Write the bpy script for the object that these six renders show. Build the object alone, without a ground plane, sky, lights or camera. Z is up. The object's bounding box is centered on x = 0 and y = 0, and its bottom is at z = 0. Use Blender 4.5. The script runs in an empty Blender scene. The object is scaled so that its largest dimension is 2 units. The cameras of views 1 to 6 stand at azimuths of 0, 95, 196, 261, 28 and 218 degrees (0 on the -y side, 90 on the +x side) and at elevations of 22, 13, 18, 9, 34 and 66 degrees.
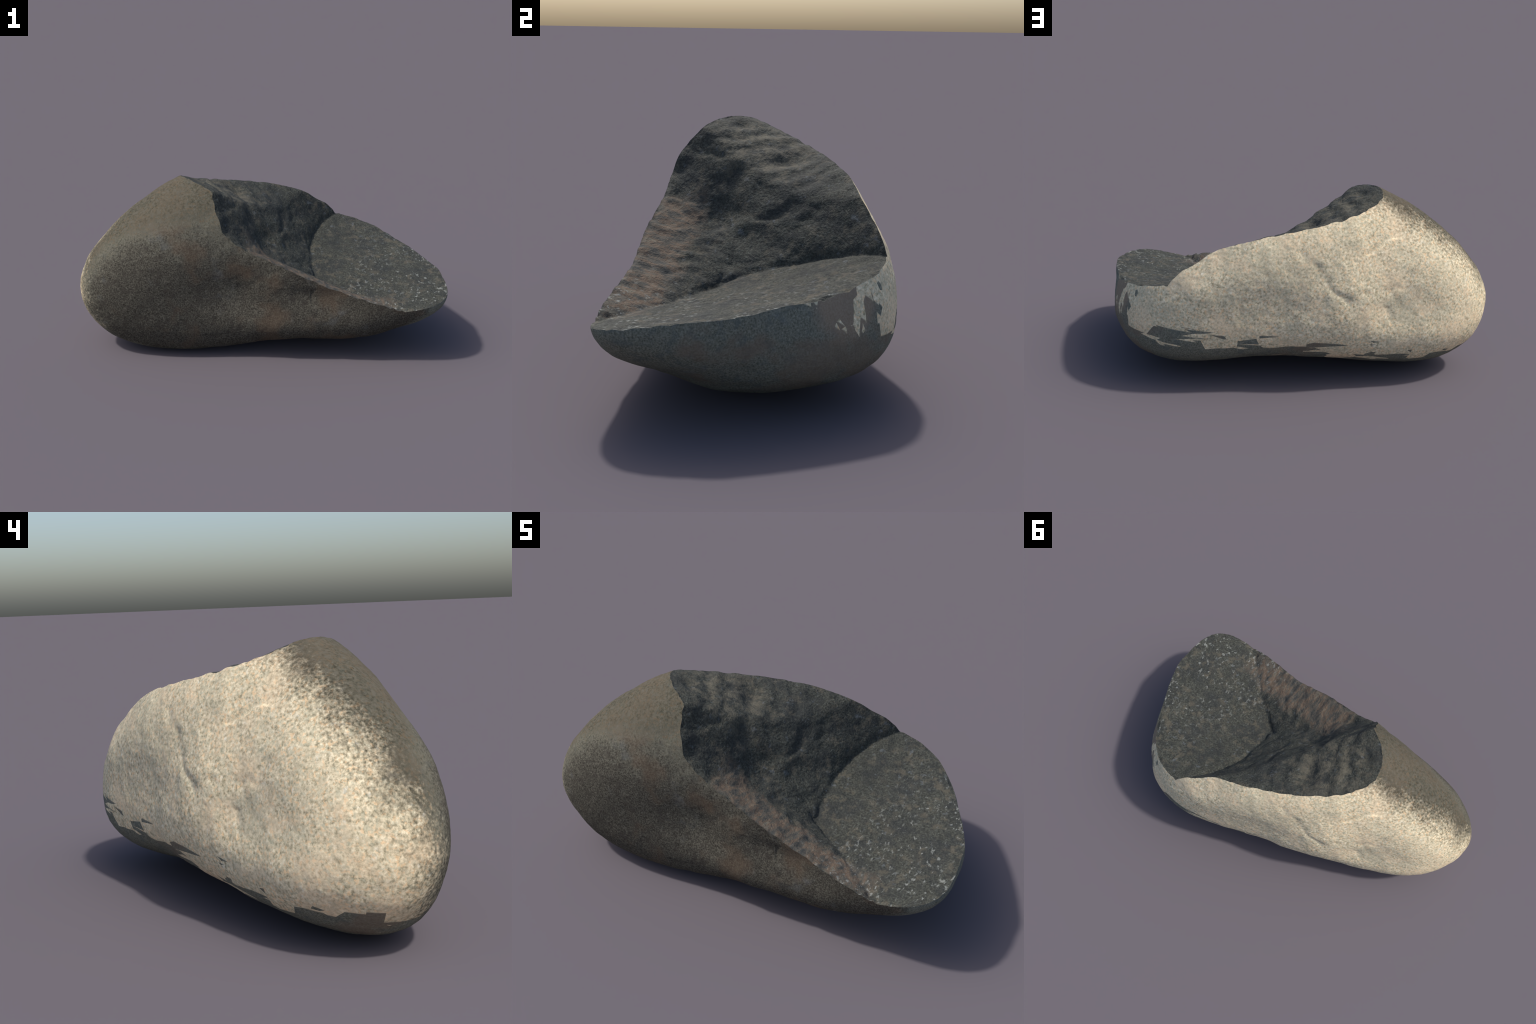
"""A water-worn boulder with a big corner broken out of it.

The rounded cobble is described by rings of radii around its long axis.  A cutter
whose underside is made of four slightly curved fracture facets (seat, ledge, wall,
crest) takes the corner away.  Rind and fresh fracture are separate parts.
"""
import bpy, bmesh, math
import numpy as np

# ------------------------------------------------------------------ shape data
STRETCH = np.array([1.0, 0.60, 0.45])      # proportions of the cobble
BLEND = .215                               # how far a control radius reaches
CENTRE = np.array([0.070, -0.157, 0.392])
YAW, PITCH = -0.0275, -0.1019
END_RADII = (1.004, 0.925)
RINGS = np.array([
    [0.766, 0.797, 0.841, 0.938, 0.987, 0.977, 0.994, 1.047, 1.131, 1.162, 1.133, 1.041, 1.061, 1.074, 0.885, 0.777],
    [0.741, 0.758, 0.771, 0.889, 1.039, 1.063, 1.090, 1.068, 1.047, 1.182, 1.389, 1.210, 1.178, 1.131, 0.842, 0.714],
    [0.810, 0.801, 0.812, 0.954, 1.188, 1.118, 0.829, 0.663, 0.552, 0.620, 1.010, 1.572, 1.291, 1.111, 0.934, 0.816],
    [0.778, 0.819, 0.989, 1.212, 1.440, 0.997, 0.641, 0.500, 0.444, 0.462, 0.736, 1.122, 0.791, 0.809, 0.959, 0.916],
    [0.900, 1.057, 1.211, 1.322, 1.284, 0.917, 0.635, 0.555, 0.553, 0.564, 0.803, 0.798, 0.638, 0.697, 0.848, 0.936],
    [1.336, 1.290, 1.133, 1.128, 1.105, 0.914, 0.723, 0.555, 0.450, 0.579, 0.756, 0.680, 0.696, 0.795, 1.068, 1.437],
    [1.140, 1.051, 1.004, 1.019, 0.999, 0.943, 0.870, 0.678, 0.540, 0.790, 0.909, 0.804, 0.901, 0.961, 1.035, 1.135],
    [0.926, 0.932, 0.954, 0.984, 0.961, 0.931, 1.009, 1.189, 1.133, 0.969, 0.795, 0.744, 0.825, 0.863, 0.949, 0.935],
    [0.861, 0.866, 0.895, 0.964, 0.981, 0.919, 0.921, 0.996, 0.987, 0.901, 0.825, 0.816, 0.848, 0.861, 0.909, 0.885],
])
FACETS = {
    'seat': [-0.053, 0.378, 0.517, 0.340, -0.401, 0.141, -0.152, 0.111, -0.249, -0.002],
    'ledge': [-0.102, 0.054, -0.198, 0.074, 0.042, -0.065, 0.164, 0.002, 0.038, 0.055],
    'wall': [0.006, -0.329, 0.500, 0.311, -0.660, 0.494, -0.172, -0.136, 0.019, 0.308],
    'crest': [0.103, -0.143, 0.324, -0.084, 0.390, 0.432, 0.146, -0.188, 0.158, 0.611],
}
# frame of the break: the fracture facets are height functions along BREAK_UP
BREAK_UP = np.array([.45, .15, .88]); BREAK_UP /= np.linalg.norm(BREAK_UP)
BREAK_S = np.cross([0, 1, 0], BREAK_UP); BREAK_S /= np.linalg.norm(BREAK_S)
BREAK_T = np.cross(BREAK_UP, BREAK_S)
BREAK_AT = np.array([.2, 0, .45])


# ------------------------------------------------------------------ noise
def _hash(ix, iy, iz, seed):
    h = (ix * 374761393 + iy * 668265263 + iz * 1440662683 + seed * 974634777) & 0xFFFFFFFF
    h = ((h ^ (h >> 13)) * 1274126177) & 0xFFFFFFFF
    h = ((h ^ (h >> 16)) * 2246822519) & 0xFFFFFFFF
    return ((h ^ (h >> 15)) & 0xFFFFFF) / float(0xFFFFFF) * 2 - 1


def noise(p, scale, seed=0):
    """smooth value noise in [-1, 1]; p is (n, 3)"""
    q = p * scale + 100.0
    i = np.floor(q).astype(np.int64)
    f = q - i
    w = f * f * f * (f * (f * 6 - 15) + 10)
    out = 0
    for dx in (0, 1):
        for dy in (0, 1):
            for dz in (0, 1):
                k = (np.where(dx, w[:, 0], 1 - w[:, 0]) * np.where(dy, w[:, 1], 1 - w[:, 1])
                     * np.where(dz, w[:, 2], 1 - w[:, 2]))
                out = out + k * _hash(i[:, 0] + dx, i[:, 1] + dy, i[:, 2] + dz, seed)
    return out


def fbm(p, scale, octaves, seed=0, gain=.5):
    out, a = 0, 1.0
    for k in range(octaves):
        out = out + a * noise(p, scale, seed + 17 * k)
        scale, a = scale * 2.03, a * gain
    return out


def step(x, a, b):
    t = np.clip((x - a) / (b - a), 0, 1)
    return t * t * (3 - 2 * t)


# ------------------------------------------------------------------ cobble
def _stations():
    """directions and (log) weights of the control radii: two ends and the rings between"""
    n, k = RINGS.shape
    theta = np.linspace(0, math.pi, n + 2)[1:-1]
    phi = np.arange(k) * 2 * math.pi / k
    ring = [[-math.cos(t), math.sin(t) * math.cos(p), math.sin(t) * math.sin(p)] for t in theta for p in phi]
    weight = [math.log(math.sin(t)) for t in theta for p in phi]
    return np.array([[-1, 0, 0]] + ring + [[1, 0, 0]]), np.array([0] + weight + [0])


def cobble_radius(d):
    """radius (in stretched space) of the unbroken cobble in unit directions d:
    the control radii blended by closeness of direction"""
    at, weight = _stations()
    value = np.concatenate([[END_RADII[0]], RINGS.ravel(), [END_RADII[1]]])
    out = np.empty(len(d))
    for i in range(0, len(d), 20000):
        w = np.exp((d[i:i + 20000] @ at.T - 1) / BLEND ** 2 + weight)
        out[i:i + 20000] = (w @ value) / w.sum(1)
    return out


def turn(yaw, pitch):
    cy, sy, cp, sp = math.cos(yaw), math.sin(yaw), math.cos(pitch), math.sin(pitch)
    return np.array([[cy, -sy, 0], [sy, cy, 0], [0, 0, 1]]) @ np.array([[cp, 0, -sp], [0, 1, 0], [sp, 0, cp]])


def path_distance(p, points):
    """distance from p to a line through the points"""
    best = np.full(len(p), 9.0)
    for a, b in zip(points, points[1:]):
        a, b = np.array(a), np.array(b)
        t = np.clip(((p - a) @ (b - a)) / ((b - a) @ (b - a)), 0, 1)
        best = np.minimum(best, np.linalg.norm(p - a - t[:, None] * (b - a), axis=1))
    return best


def rind_relief(p):
    """outward displacement of the weathered rind at points p"""
    r = .0050 * fbm(p, 5, 2, 3) + .0020 * fbm(p, 16, 3, 5) + .0004 * fbm(p, 70, 2, 9)
    # a shallow flake scar with a stepped, hooked edge on the long back side
    d = path_distance(p, ((-.47, .13, .62), (-.48, .11, .66), (-.51, .07, .70), (-.55, .04, .72), (-.60, -.02, .76)))
    side = (p - np.array([-.51, .07, .70])) @ np.array([.60, -.1, .75]) + .016 * noise(p, 20, 41)
    r = r - .008 * step(side, -.007, .010) * np.exp(-(d / .07) ** 2)
    # worn hollows, a wandering gully and hairline breaks
    wander = p + .03 * np.stack([noise(p, 11, 31), noise(p, 11, 32), noise(p, 11, 34)], 1)
    for line, width, deep in (
            (((-.16, .28, .70), (-.21, .28, .64), (-.27, .26, .58), (-.32, .26, .53), (-.37, .24, .47)), .022, .005),
            (((-.36, .25, .48), (-.42, .22, .47), (-.46, .19, .49)), .030, .005),
            (((-.56, .10, .52), (-.61, .08, .52), (-.66, .04, .56)), .028, .007),
            (((-.56, .13, .41), (-.59, .13, .32)), .016, .005),
            (((.26, -.47, .45), (.27, -.49, .28)), .012, .006),
            (((-.32, -.41, .74), (-.30, -.34, .85)), .030, .006),
            (((-.30, -.46, .15), (-.12, -.45, .11)), .016, .008)):
        r = r - deep * np.exp(-(path_distance(wander, line) / width) ** 2) * step(noise(p, 13, 33), -.7, .1)
    return r


def cobble_depth(p):
    """rough depth of points p below the cobble's skin (positive inside)"""
    q = ((p - CENTRE) @ turn(YAW, PITCH)) / STRETCH
    n = np.linalg.norm(q, axis=1) + 1e-9
    q = q / n[:, None]
    return (cobble_radius(q) - n) / np.linalg.norm(q / STRETCH, axis=1)


def make_cobble():
    bm = bmesh.new()
    bmesh.ops.create_icosphere(bm, subdivisions=8, radius=1)
    me = bpy.data.meshes.new("cobble")
    bm.to_mesh(me)
    bm.free()
    d = np.empty(len(me.vertices) * 3)
    me.vertices.foreach_get("co", d)
    d = d.reshape(-1, 3)
    d /= np.linalg.norm(d, axis=1)[:, None]
    # even out the mesh: directions live in stretched space
    p = (d * cobble_radius(d)[:, None] * STRETCH) @ turn(YAW, PITCH).T + CENTRE
    me.vertices.foreach_set("co", p.ravel())
    me.update()
    # relief moves points along their own ray, so the surface can never fold over itself
    ray = p - CENTRE
    ray /= np.linalg.norm(ray, axis=1)[:, None]
    p = p + ray * rind_relief(p)[:, None]
    me.vertices.foreach_set("co", p.ravel())
    me.update()
    return me


# ------------------------------------------------------------------ break
SCOOPS = (((.02, -.19, .58), .085, .050), ((-.16, .09, .80), .075, .038), ((.40, .28, .47), .05, .030),
          ((-.19, -.38, .73), .055, .030), ((-.34, -.13, .90), .04, .012))


def facet_heights(s, t):
    basis = np.stack([np.ones_like(s), s, t, s * s, s * t, t * t, s ** 3, s * s * t, s * t * t, t ** 3], -1)
    return {k: basis @ np.array(v) for k, v in FACETS.items()}


def soft_max(a, b, k):
    h = np.clip(.5 + .5 * (a - b) / k, 0, 1)
    return b + (a - b) * h + k * h * (1 - h)


def break_height(s, t):
    f = facet_heights(s, t)
    bare = np.maximum(np.maximum(f['seat'], f['ledge']), np.minimum(f['wall'], f['crest']))
    p = BREAK_AT + s[:, None] * BREAK_S + t[:, None] * BREAK_T + bare[:, None] * BREAK_UP
    rough = .010 * fbm(p, 7, 2, 60) + .005 * fbm(p, 22, 3, 61, .55)
    fine = .0013 * fbm(p, 75, 2, 66)
    # scalloped ledges: the break climbs the wall in uneven steps
    climb = p[:, 0] * 3.5 + p[:, 2] * 2.0 - p[:, 1] * 1.2 + 1.3 * noise(p, 4.5, 77) + .25 * noise(p, 14, 78)
    saw = climb - np.floor(climb)
    ledges = step(saw, .0, .45) * (1 - saw)
    ribs = np.sin(p[:, 0] * 88 + 14 * t + 3.0 * noise(p, 8, 71)) * np.clip(.4 + .8 * noise(p, 10, 72), 0, 1)
    seat = f['seat'] + .45 * rough + fine - .004 * step(noise(p, 6, 79), .35, .42)
    ledge = f['ledge'] + .4 * rough + fine + .0040 * ribs
    wall = f['wall'] + .5 * rough + fine + .016 * ledges + .014 * np.abs(noise(p, 5.5, 82)) + .007 * np.abs(noise(p, 11, 83)) - .012
    crest = (f['crest'] + .5 * rough + fine
             + .0035 * np.sin(p[:, 0] * 62 + 20 * p[:, 1] + 3 * noise(p, 7, 73)) * np.clip(noise(p, 4, 74) + .4, 0, 1))
    wall = wall + .014 * noise(p, 3.4, 90)
    # scooped hollows where bigger flakes sprang off
    for at, wide, deep in SCOOPS:
        hollow = deep * np.exp(-(np.linalg.norm(p + .02 * noise(p, 9, 91)[:, None] - np.array(at), axis=1) / wide) ** 2)
        wall, crest = wall - hollow, crest - hollow
    upper = -soft_max(-wall, -crest, .015)
    h = soft_max(soft_max(seat, ledge, .004), upper, .004)
    # the creases where facets meet are opened a little
    for a, b, deep in ((seat, ledge, .012), (seat, upper, .010)):
        near = np.exp(-((a - b) / .014) ** 2) * (np.maximum(a, b) > h - .012)
        h = h - deep * near * (.4 + .6 * step(noise(p, 6, 80), -.3, .3))
    # worn, slightly chipped rim
    rim = np.clip(cobble_depth(p), 0, 1)
    worn = (.005 + .008 * np.clip(noise(p, 16, 81), 0, 1)) * (1 - step(p[:, 0], .35, .6))
    worn = worn + .005 * step(noise(p, 18, 84), .25, .6) * step(p[:, 0], .35, .6)
    h = h - worn * np.exp(-(rim / .012) ** 2)
    which = np.argmax(np.stack([seat, ledge, upper]), 0)
    which = np.where((which == 2) & (crest < wall), 3, which)
    return h, which


def make_cutter():
    ns, nt = 330, 270
    S, T = np.meshgrid(np.linspace(-1.05, 1.1, ns), np.linspace(-.9, .9, nt), indexing='ij')
    h, _ = break_height(S.ravel(), T.ravel())
    p = BREAK_AT + S.ravel()[:, None] * BREAK_S + T.ravel()[:, None] * BREAK_T + h[:, None] * BREAK_UP
    index = np.arange(ns * nt).reshape(ns, nt)
    quads = np.stack([index[:-1, :-1], index[:-1, 1:], index[1:, 1:], index[1:, :-1]], -1).reshape(-1, 4)
    border = np.concatenate([index[:-1, 0], index[-1, :-1], index[:0:-1, -1], index[0, :0:-1]])
    n0 = len(p)
    tops = p + BREAK_UP * (2.0 - h)[:, None]
    after = np.roll(border, -1)
    sides = np.stack([border, after, n0 + after, n0 + border], -1)
    faces = np.vstack([quads, sides, n0 + quads[:, ::-1]]).tolist()
    me = bpy.data.meshes.new("cutter")
    me.from_pydata(np.vstack([p, tops]).tolist(), [], faces)
    bm = bmesh.new()
    bm.from_mesh(me)
    bmesh.ops.recalc_face_normals(bm, faces=bm.faces)
    bmesh.ops.triangulate(bm, faces=bm.faces)
    bm.to_mesh(me)
    bm.free()
    return me


# ------------------------------------------------------------------ materials
class Nodes:
    def __init__(self, name):
        self.mat = bpy.data.materials.new(name)
        self.mat.use_nodes = True
        self.t = self.mat.node_tree
        self.t.nodes.clear()
        self.co = self.new('ShaderNodeTexCoord').outputs['Object']
        self.xyz = self.new('ShaderNodeSeparateXYZ')
        self.link(self.co, self.xyz.inputs[0])

    def new(self, kind):
        return self.t.nodes.new(kind)

    def link(self, a, b):
        self.t.links.new(a, b)

    def put(self, socket, v):
        if isinstance(v, bpy.types.NodeSocket):
            self.link(v, socket)
        else:
            socket.default_value = (*v, 1) if isinstance(v, tuple) and len(v) == 3 and socket.type == 'RGBA' else v

    def math(self, op, a, b=0.0, c=None, clamp=False):
        n = self.new('ShaderNodeMath')
        n.operation, n.use_clamp = op, clamp
        self.put(n.inputs[0], a)
        self.put(n.inputs[1], b)
        if c is not None:
            self.put(n.inputs[2], c)
        return n.outputs[0]

    def mapped(self, scale, turn=(0, 0, 0), shift=(0, 0, 0)):
        n = self.new('ShaderNodeMapping')
        self.link(self.co, n.inputs[0])
        n.inputs['Scale'].default_value = scale
        n.inputs['Rotation'].default_value = turn
        n.inputs['Location'].default_value = shift
        return n.outputs[0]

    def noise(self, scale, detail=2.0, rough=.5, co=None, distort=0.0):
        n = self.new('ShaderNodeTexNoise')
        self.link(co or self.co, n.inputs['Vector'])
        n.inputs['Scale'].default_value, n.inputs['Detail'].default_value = scale, detail
        n.inputs['Roughness'].default_value, n.inputs['Distortion'].default_value = rough, distort
        return n.outputs[0]

    def voronoi(self, scale, co=None, out='Distance', feature='F1', random=1.0):
        n = self.new('ShaderNodeTexVoronoi')
        n.feature = feature
        self.link(co or self.co, n.inputs['Vector'])
        n.inputs['Scale'].default_value = scale
        n.inputs['Randomness'].default_value = random
        return n.outputs[out]

    def ramp(self, v, lo, hi):
        n = self.new('ShaderNodeMapRange')
        n.interpolation_type = 'SMOOTHSTEP'
        self.put(n.inputs[0], v)
        n.inputs[1].default_value, n.inputs[2].default_value = lo, hi
        return n.outputs[0]

    def colours(self, v, stops):
        n = self.new('ShaderNodeValToRGB')
        self.put(n.inputs[0], v)
        e = n.color_ramp.elements
        while len(e) < len(stops):
            e.new(.5)
        for k, (at, c) in zip(e, stops):
            k.position, k.color = at, (*c, 1)
        return n.outputs[0]

    def mix(self, f, a, b, mode='MIX'):
        n = self.new('ShaderNodeMix')
        n.data_type, n.blend_type = 'RGBA', mode
        self.put(n.inputs[0], f)
        self.put(n.inputs[6], a)
        self.put(n.inputs[7], b)
        return n.outputs[2]

    def plane(self, co, normal, offset):
        """normal . p + offset"""
        n = self.new('ShaderNodeVectorMath')
        n.operation = 'DOT_PRODUCT'
        self.link(co, n.inputs[0])
        n.inputs[1].default_value = normal
        return self.math('ADD', n.outputs['Value'], offset)

    def near(self, centre, radius, wobble):
        """1 inside a soft ball around centre, its edge broken by the wobble"""
        n = self.new('ShaderNodeVectorMath')
        n.operation = 'DISTANCE'
        self.link(self.co, n.inputs[0])
        n.inputs[1].default_value = centre
        d = self.math('ADD', n.outputs['Value'], self.math('MULTIPLY_ADD', wobble, .5 * radius, -.25 * radius))
        return self.ramp(d, radius, radius * .55)

    def finish(self, colour, height, strength, distance, roughness=.85, spec=.25):
        b = self.new('ShaderNodeBsdfPrincipled')
        self.put(b.inputs['Base Color'], colour)
        self.put(b.inputs['Roughness'], roughness)
        b.inputs['Specular IOR Level'].default_value = spec
        bump = self.new('ShaderNodeBump')
        bump.inputs['Strength'].default_value, bump.inputs['Distance'].default_value = strength, distance
        self.put(bump.inputs['Height'], height)
        self.link(bump.outputs[0], b.inputs['Normal'])
        out = self.new('ShaderNodeOutputMaterial')
        self.link(b.outputs[0], out.inputs[0])
        return self.mat


def rind_material():
    m = Nodes("weathered_rind")
    # --- pale, coarse-grained rind
    grain = m.noise(88, 3, .6)
    grain2 = m.noise(80, 2, .5, m.mapped((1, 1, 1), shift=(3, 7, 1)))
    blotch = m.noise(7, 4, .6, m.mapped((1, 1, 1), shift=(1, 2, 9)))
    blotch2 = m.noise(5, 4, .6, m.mapped((1, 1, 1), shift=(4, 9, 2)))
    pale = m.colours(grain, [(.33, (.33, .29, .19)), (.45, (.57, .495, .335)), (.54, (.71, .61, .42)), (.68, (.87, .77, .56))])
    peach = m.ramp(grain2, .53, .66)
    pale = m.mix(m.math('MULTIPLY', peach, .6), pale, (.88, .60, .34))
    grey = m.ramp(m.noise(70, 2, .5, m.mapped((1, 1, 1), shift=(5, 5, 2))), .53, .65)
    pale = m.mix(m.math('MULTIPLY', grey, .45), pale, (.50, .50, .37))
    pale = m.mix(m.math('MULTIPLY', m.ramp(blotch, .50, .64), .38), pale, (.52, .475, .335))
    pale = m.mix(m.math('MULTIPLY', m.ramp(blotch2, .48, .62), .35), pale, (.88, .67, .44))
    stain = m.ramp(m.noise(16, 4, .65, m.mapped((1, 1, 1), shift=(7, 3, 5))), .55, .67)
    pale = m.mix(m.math('MULTIPLY', stain, .38), pale, (.45, .39, .27))
    white = m.ramp(m.noise(34, 3, .6, m.mapped((1, 1, 1), shift=(8, 1, 4))), .63, .74)
    pale = m.mix(m.math('MULTIPLY', white, .5), pale, (.86, .83, .70))
    # --- front shade of the scan painted as brown; blue grey on belly and toe
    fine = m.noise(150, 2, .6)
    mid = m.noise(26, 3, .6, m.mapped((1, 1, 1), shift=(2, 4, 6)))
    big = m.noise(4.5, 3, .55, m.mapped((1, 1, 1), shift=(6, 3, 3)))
    baked_shade_brown = m.colours(fine, [(.32, (.030, .027, .022)), (.5, (.066, .061, .049)), (.70, (.12, .112, .09))])
    baked_shade_brown = m.mix(m.math('MULTIPLY', m.ramp(mid, .5, .68), .5), baked_shade_brown, (.042, .036, .031))
    baked_shade_brown = m.mix(m.math('MULTIPLY', m.ramp(big, .50, .66), .5), baked_shade_brown, (.095, .066, .045))
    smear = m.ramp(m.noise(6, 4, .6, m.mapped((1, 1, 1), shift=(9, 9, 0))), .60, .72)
    baked_shade_brown = m.mix(m.math('MULTIPLY', smear, .4), baked_shade_brown, (.11, .115, .115))
    blue = m.colours(fine, [(.30, (.10, .105, .082)), (.5, (.18, .182, .145)), (.72, (.26, .26, .21))])
    blue = m.mix(m.math('MULTIPLY', m.ramp(mid, .48, .68), .5), blue, (.10, .118, .115))
    blue = m.mix(m.math('MULTIPLY', m.ramp(big, .48, .62), .6), blue, (.20, .155, .115))
    blue = m.mix(m.math('MULTIPLY', smear, .35), blue, (.19, .21, .205))
    brim = m.near((.74, .34, .42), .16, m.noise(9, 4, .6))
    blue = m.mix(m.math('MULTIPLY', brim, .6), blue, (.33, .24, .17))
    # --- where each lies: belly and toe have a splintery, angular border with the pale rind
    def splinters(scale, stretch, seed, turn=(.25, .35, -.35)):
        place = m.new('ShaderNodeMapping')
        m.link(m.co, place.inputs[0])
        place.inputs['Rotation'].default_value = turn
        place.inputs['Scale'].default_value = stretch
        v = m.new('ShaderNodeTexVoronoi')
        m.link(place.outputs[0], v.inputs['Vector'])
        v.inputs['Scale'].default_value = scale
        c = m.new('ShaderNodeSeparateColor')
        m.link(v.outputs['Color'], c.inputs[0])
        return m.math('SUBTRACT', c.outputs[seed], .5)
    splinter = m.math('ADD', m.math('MULTIPLY', splinters(6.5, (.7, 1, 2.6), 0), .12),
                      m.math('MULTIPLY', splinters(11, (.7, .8, 3.0), 1), .05))
    lower = m.plane(m.co, (-.09, -.05, 1), -.215)                    # < 0: belly
    toe = m.math('MULTIPLY', m.plane(m.co, (1, .12, -.5), -.55), -1.0)   # < 0: broken end
    shards = m.math('ADD', m.math('MULTIPLY', splinters(8, (2.2, 2.2, .8), 1, (.5, -.2, .3)), .15),
                    m.math('MULTIPLY', splinters(14, (2.4, 2.0, .7), 2, (.5, -.2, .3)), .09))
    edge = m.math('MINIMUM', m.math('ADD', lower, splinter), m.math('ADD', toe, shards))
    angular = m.ramp(edge, .003, -.003)
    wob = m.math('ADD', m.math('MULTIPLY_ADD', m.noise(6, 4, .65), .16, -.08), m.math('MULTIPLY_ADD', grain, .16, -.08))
    painted_shade_mask = m.math('ADD', m.math('MINIMUM', m.plane(m.co, (0, .86, -.52), .46), m.plane(m.co, (0, 1, 0), .34)), wob)
    painted_shade_mask = m.ramp(m.math('ADD', painted_shade_mask, m.math('MULTIPLY_ADD', mid, .10, -.05)), .09, -.13)
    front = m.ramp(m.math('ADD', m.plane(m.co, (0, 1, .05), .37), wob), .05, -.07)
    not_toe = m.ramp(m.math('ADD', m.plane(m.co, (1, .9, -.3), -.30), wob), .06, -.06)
    dark = m.mix(m.math('MULTIPLY', front, not_toe), blue, baked_shade_brown)
    shade_tinted_pale = m.mix(1.0, pale, (.130, .138, .150), 'MULTIPLY')  # pale colour multiplied down: soft shading of cap and shoulder painted in
    shade_tinted_pale = m.mix(m.ramp(m.noise(40, 3, .6), .52, .68), shade_tinted_pale, (.10, .092, .072))
    pale = m.mix(painted_shade_mask, pale, shade_tinted_pale)
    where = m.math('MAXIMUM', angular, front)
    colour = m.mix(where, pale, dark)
    height = m.math('ADD', m.math('MULTIPLY', grain, .6), m.math('MULTIPLY', fine, .3))
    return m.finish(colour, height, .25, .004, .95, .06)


def fracture_material():
    m = Nodes("fresh_fracture")
    wob = m.noise(9, 4, .6)
    fine = m.noise(110, 3, .65)
    mid = m.noise(20, 4, .6, m.mapped((1, 1, 1), shift=(4, 1, 7)))
    big = m.noise(5, 3, .5, m.mapped((1, 1, 1), shift=(1, 8, 3)))
    base = m.colours(fine, [(.30, (.018, .019, .016)), (.5, (.043, .045, .037)), (.70, (.085, .088, .073))])
    base = m.mix(m.math('MULTIPLY', m.ramp(mid, .48, .66), .55), base, (.024, .026, .025))
    base = m.mix(m.math('MULTIPLY', m.ramp(m.noise(6.5, 4, .6, m.mapped((1, 1, 1), shift=(5, 2, 2))), .46, .62), .45), base, (.024, .027, .028))
    tan = m.math('MULTIPLY', m.ramp(m.noise(22, 4, .65, m.mapped((1, 1, 1), shift=(3, 3, 3))), .50, .64), m.ramp(big, .36, .56))
    base = m.mix(m.math('MULTIPLY', tan, .5), base, (.115, .10, .072))
    blue = m.ramp(m.noise(28, 3, .6, m.mapped((1, 1, 1), shift=(7, 2, 5))), .61, .72)
    base = m.mix(m.math('MULTIPLY', blue, .45), base, (.12, .135, .145))
    # crest patch of dusty tan
    crest = m.math('MULTIPLY', m.near((-.22, -.04, .84), .26, wob), m.ramp(m.noise(19, 5, .7), .40, .62))
    base = m.mix(m.math('MULTIPLY', crest, .55), base, (.14, .125, .09))
    # iron-stained ledge
    on_ledge = m.plane(m.co, LEDGE_STAIN[0], LEDGE_STAIN[1])
    on_ledge = m.math('ADD', on_ledge, m.math('MULTIPLY_ADD', wob, .16, -.08))
    in_rim = m.math('ADD', m.plane(m.co, (.10, 1, 0), .455), m.math('MULTIPLY_ADD', mid, .10, -.05))
    low_end = m.math('MULTIPLY', m.ramp(m.plane(m.co, (1, 0, 0), 0), .74, .60), m.ramp(m.math('MULTIPLY_ADD', wob, .1, m.plane(m.co, (1, 0, 0), 0)), -.08, .02))
    stain = m.math('MULTIPLY', m.math('MULTIPLY', m.ramp(on_ledge, .03, -.03), m.ramp(in_rim, -.02, .03)), low_end)
    rust = m.colours(m.noise(17, 4, .65, m.mapped((1.8, .7, 1), shift=(2, 2, 2))),
                     [(.36, (.045, .046, .044)), (.47, (.100, .088, .070)), (.57, (.150, .103, .070)), (.70, (.18, .16, .12))])
    base = m.mix(m.math('MULTIPLY', stain, .8), base, rust)
    # pale crystals, thickest on the outer half of the seat
    seat = m.math('MULTIPLY', m.ramp(m.plane(m.co, (1, -.35, 0), -.55), -.25, .3), m.ramp(m.noise(7, 3, .6, m.mapped((1, 1, 1), shift=(0, 5, 5))), .32, .62))
    fleck = m.mapped((1, .6, 1), turn=(0, 0, .5), shift=(2, 2, 8))
    dot = m.ramp(m.noise(58, 3, .6, fleck), .57, .67)
    dot = m.math('MULTIPLY', dot, m.math('MULTIPLY_ADD', seat, .9, .06))
    base = m.mix(m.math('MULTIPLY', dot, .6), base, (.30, .315, .29))
    height = m.math('ADD', m.math('MULTIPLY', fine, .5), m.math('MULTIPLY', mid, .9))
    return m.finish(base, height, .8, .012, .85, .25)


# facets' planes in world space drive the stain on the ledge
LEDGE_STAIN = ((.15, 1.0, 0), .27)


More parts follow.
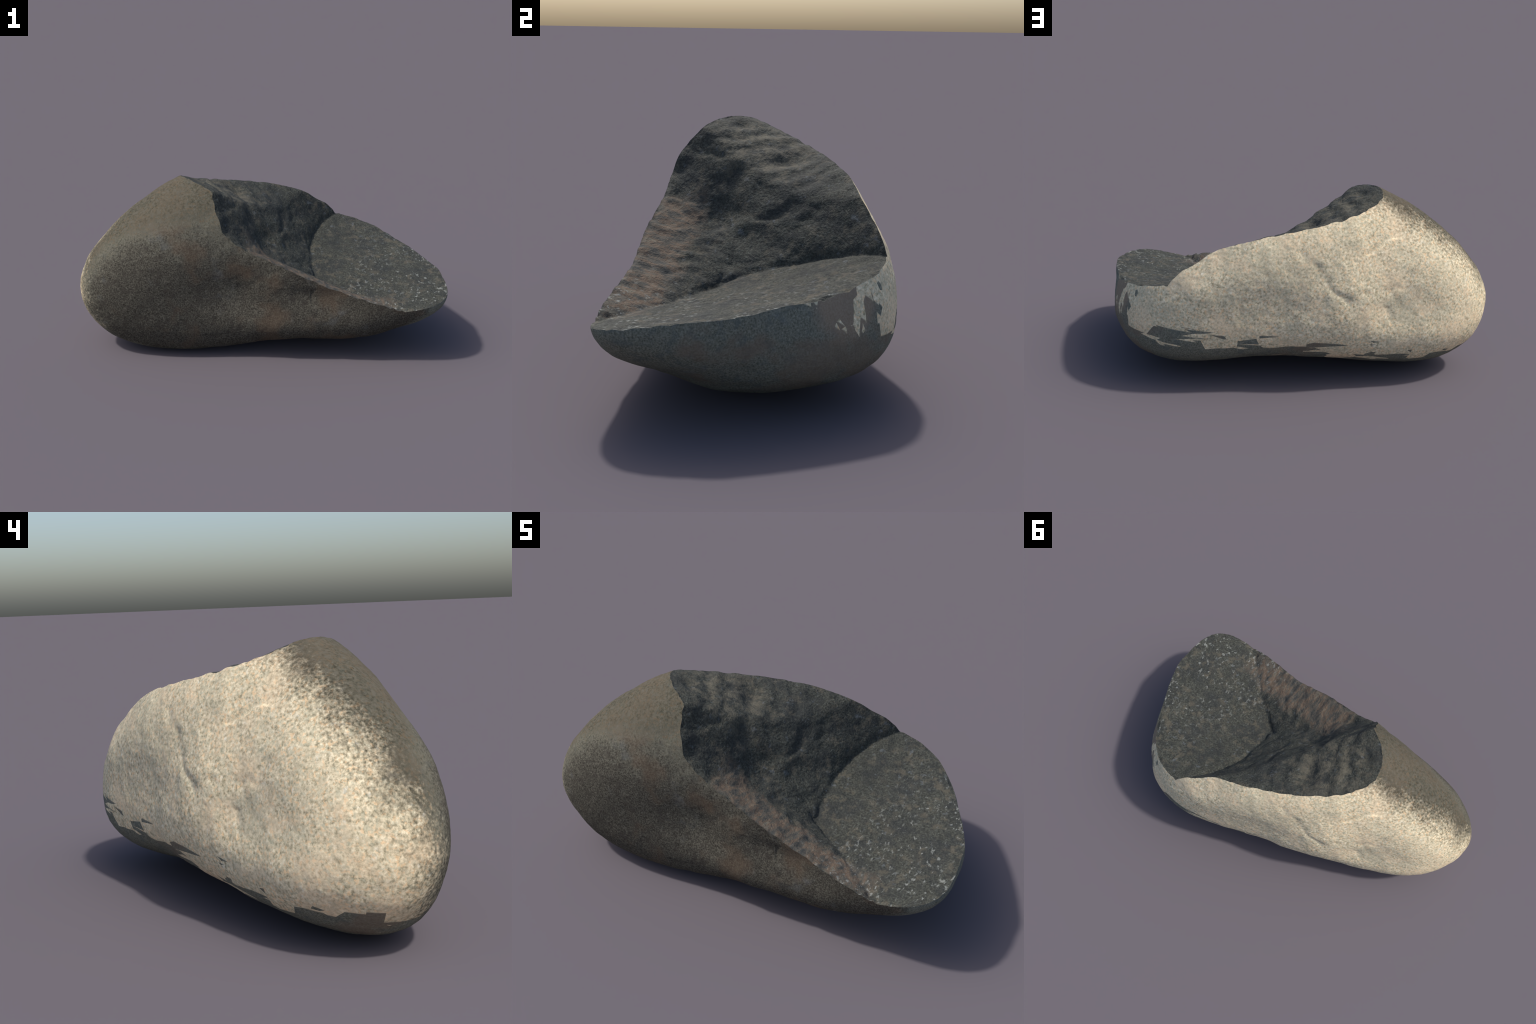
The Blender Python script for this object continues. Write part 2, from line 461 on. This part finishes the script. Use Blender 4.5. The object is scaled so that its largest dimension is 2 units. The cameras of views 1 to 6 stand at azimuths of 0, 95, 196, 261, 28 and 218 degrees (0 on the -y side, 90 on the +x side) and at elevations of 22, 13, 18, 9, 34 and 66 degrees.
# ------------------------------------------------------------------ assemble
def build():
    stone = bpy.data.objects.new("broken_boulder", None)
    stone["label"] = "rounded beige boulder with dark broken-out corner"
    stone["category"] = "rock"
    bpy.context.scene.collection.objects.link(stone)

    body, cut = make_cobble(), make_cutter()
    rind, fresh = rind_material(), fracture_material()
    for me in (body, cut):
        me.materials.append(rind)
        me.materials.append(fresh)
    cut.polygons.foreach_set("material_index", np.ones(len(cut.polygons), np.int32))
    ob, oc = bpy.data.objects.new("cobble", body), bpy.data.objects.new("cutter", cut)
    for o in (ob, oc):
        bpy.context.scene.collection.objects.link(o)
    mod = ob.modifiers.new("break", 'BOOLEAN')
    mod.operation, mod.solver, mod.object = 'DIFFERENCE', 'EXACT', oc
    mod.material_mode = 'INDEX'
    bpy.context.view_layer.update()
    whole = bpy.data.meshes.new_from_object(ob.evaluated_get(bpy.context.evaluated_depsgraph_get()))
    bpy.data.objects.remove(ob)
    bpy.data.objects.remove(oc)

    # sit it on the ground, centred
    p = np.empty(len(whole.vertices) * 3)
    whole.vertices.foreach_get("co", p)
    p = p.reshape(-1, 3)
    print("raw extent", p.min(0), p.max(0))
    lo, hi = p.min(0), p.max(0)
    p[:, :2] -= (lo + hi)[:2] / 2
    p[:, 2] -= lo[2]
    p *= 2.0 / (hi - lo)[0]
    whole.vertices.foreach_set("co", p.ravel())
    whole.update()

    # name the parts: rind, and the fracture's four facets
    mats = np.empty(len(whole.polygons), np.int32)
    whole.polygons.foreach_get("material_index", mats)
    mid = np.empty(len(whole.polygons) * 3)
    whole.polygons.foreach_get("center", mid)
    rel = mid.reshape(-1, 3) - BREAK_AT
    _, which = break_height(rel @ BREAK_S, rel @ BREAK_T)
    part_of = np.where(mats == 0, 4, which)

    def submesh(name, keep):
        bm = bmesh.new()
        bm.from_mesh(whole)
        bm.faces.ensure_lookup_table()
        bmesh.ops.delete(bm, geom=[bm.faces[i] for i in np.nonzero(~keep)[0].tolist()], context='FACES')
        me = bpy.data.meshes.new(name)
        bm.to_mesh(me)
        bm.free()
        me.polygons.foreach_set("use_smooth", np.ones(len(me.polygons), bool))
        me.update()
        return me

    from mathutils.kdtree import KDTree
    fracture = submesh("fracture", part_of < 4)
    co = np.empty(len(fracture.vertices) * 3)
    fracture.vertices.foreach_get("co", co)
    normals = [tuple(v.normal) for v in fracture.vertices]
    lookup = {tuple(c): n for c, n in zip(np.round(co.reshape(-1, 3), 6).tolist(), normals)}

    for k, name in enumerate(("seat_facet", "ledge_facet", "wall_facet", "crest_facet", "weathered_rind")):
        me = submesh(name, part_of == k)
        if not len(me.polygons):
            continue
        if k < 4:
            c = np.empty(len(me.vertices) * 3)
            me.vertices.foreach_get("co", c)
            own = [v.normal for v in me.vertices]
            me.normals_split_custom_set_from_vertices(
                [lookup.get(tuple(a), tuple(b)) for a, b in zip(np.round(c.reshape(-1, 3), 6).tolist(), own)])
        me.materials.clear()
        me.materials.append(rind if k == 4 else fresh)
        me.polygons.foreach_set("material_index", np.zeros(len(me.polygons), np.int32))
        o = bpy.data.objects.new(name, me)
        bpy.context.scene.collection.objects.link(o)
        o.parent = stone
        print(name, len(me.polygons))
    for me in (whole, fracture, body, cut):
        bpy.data.meshes.remove(me)


build()
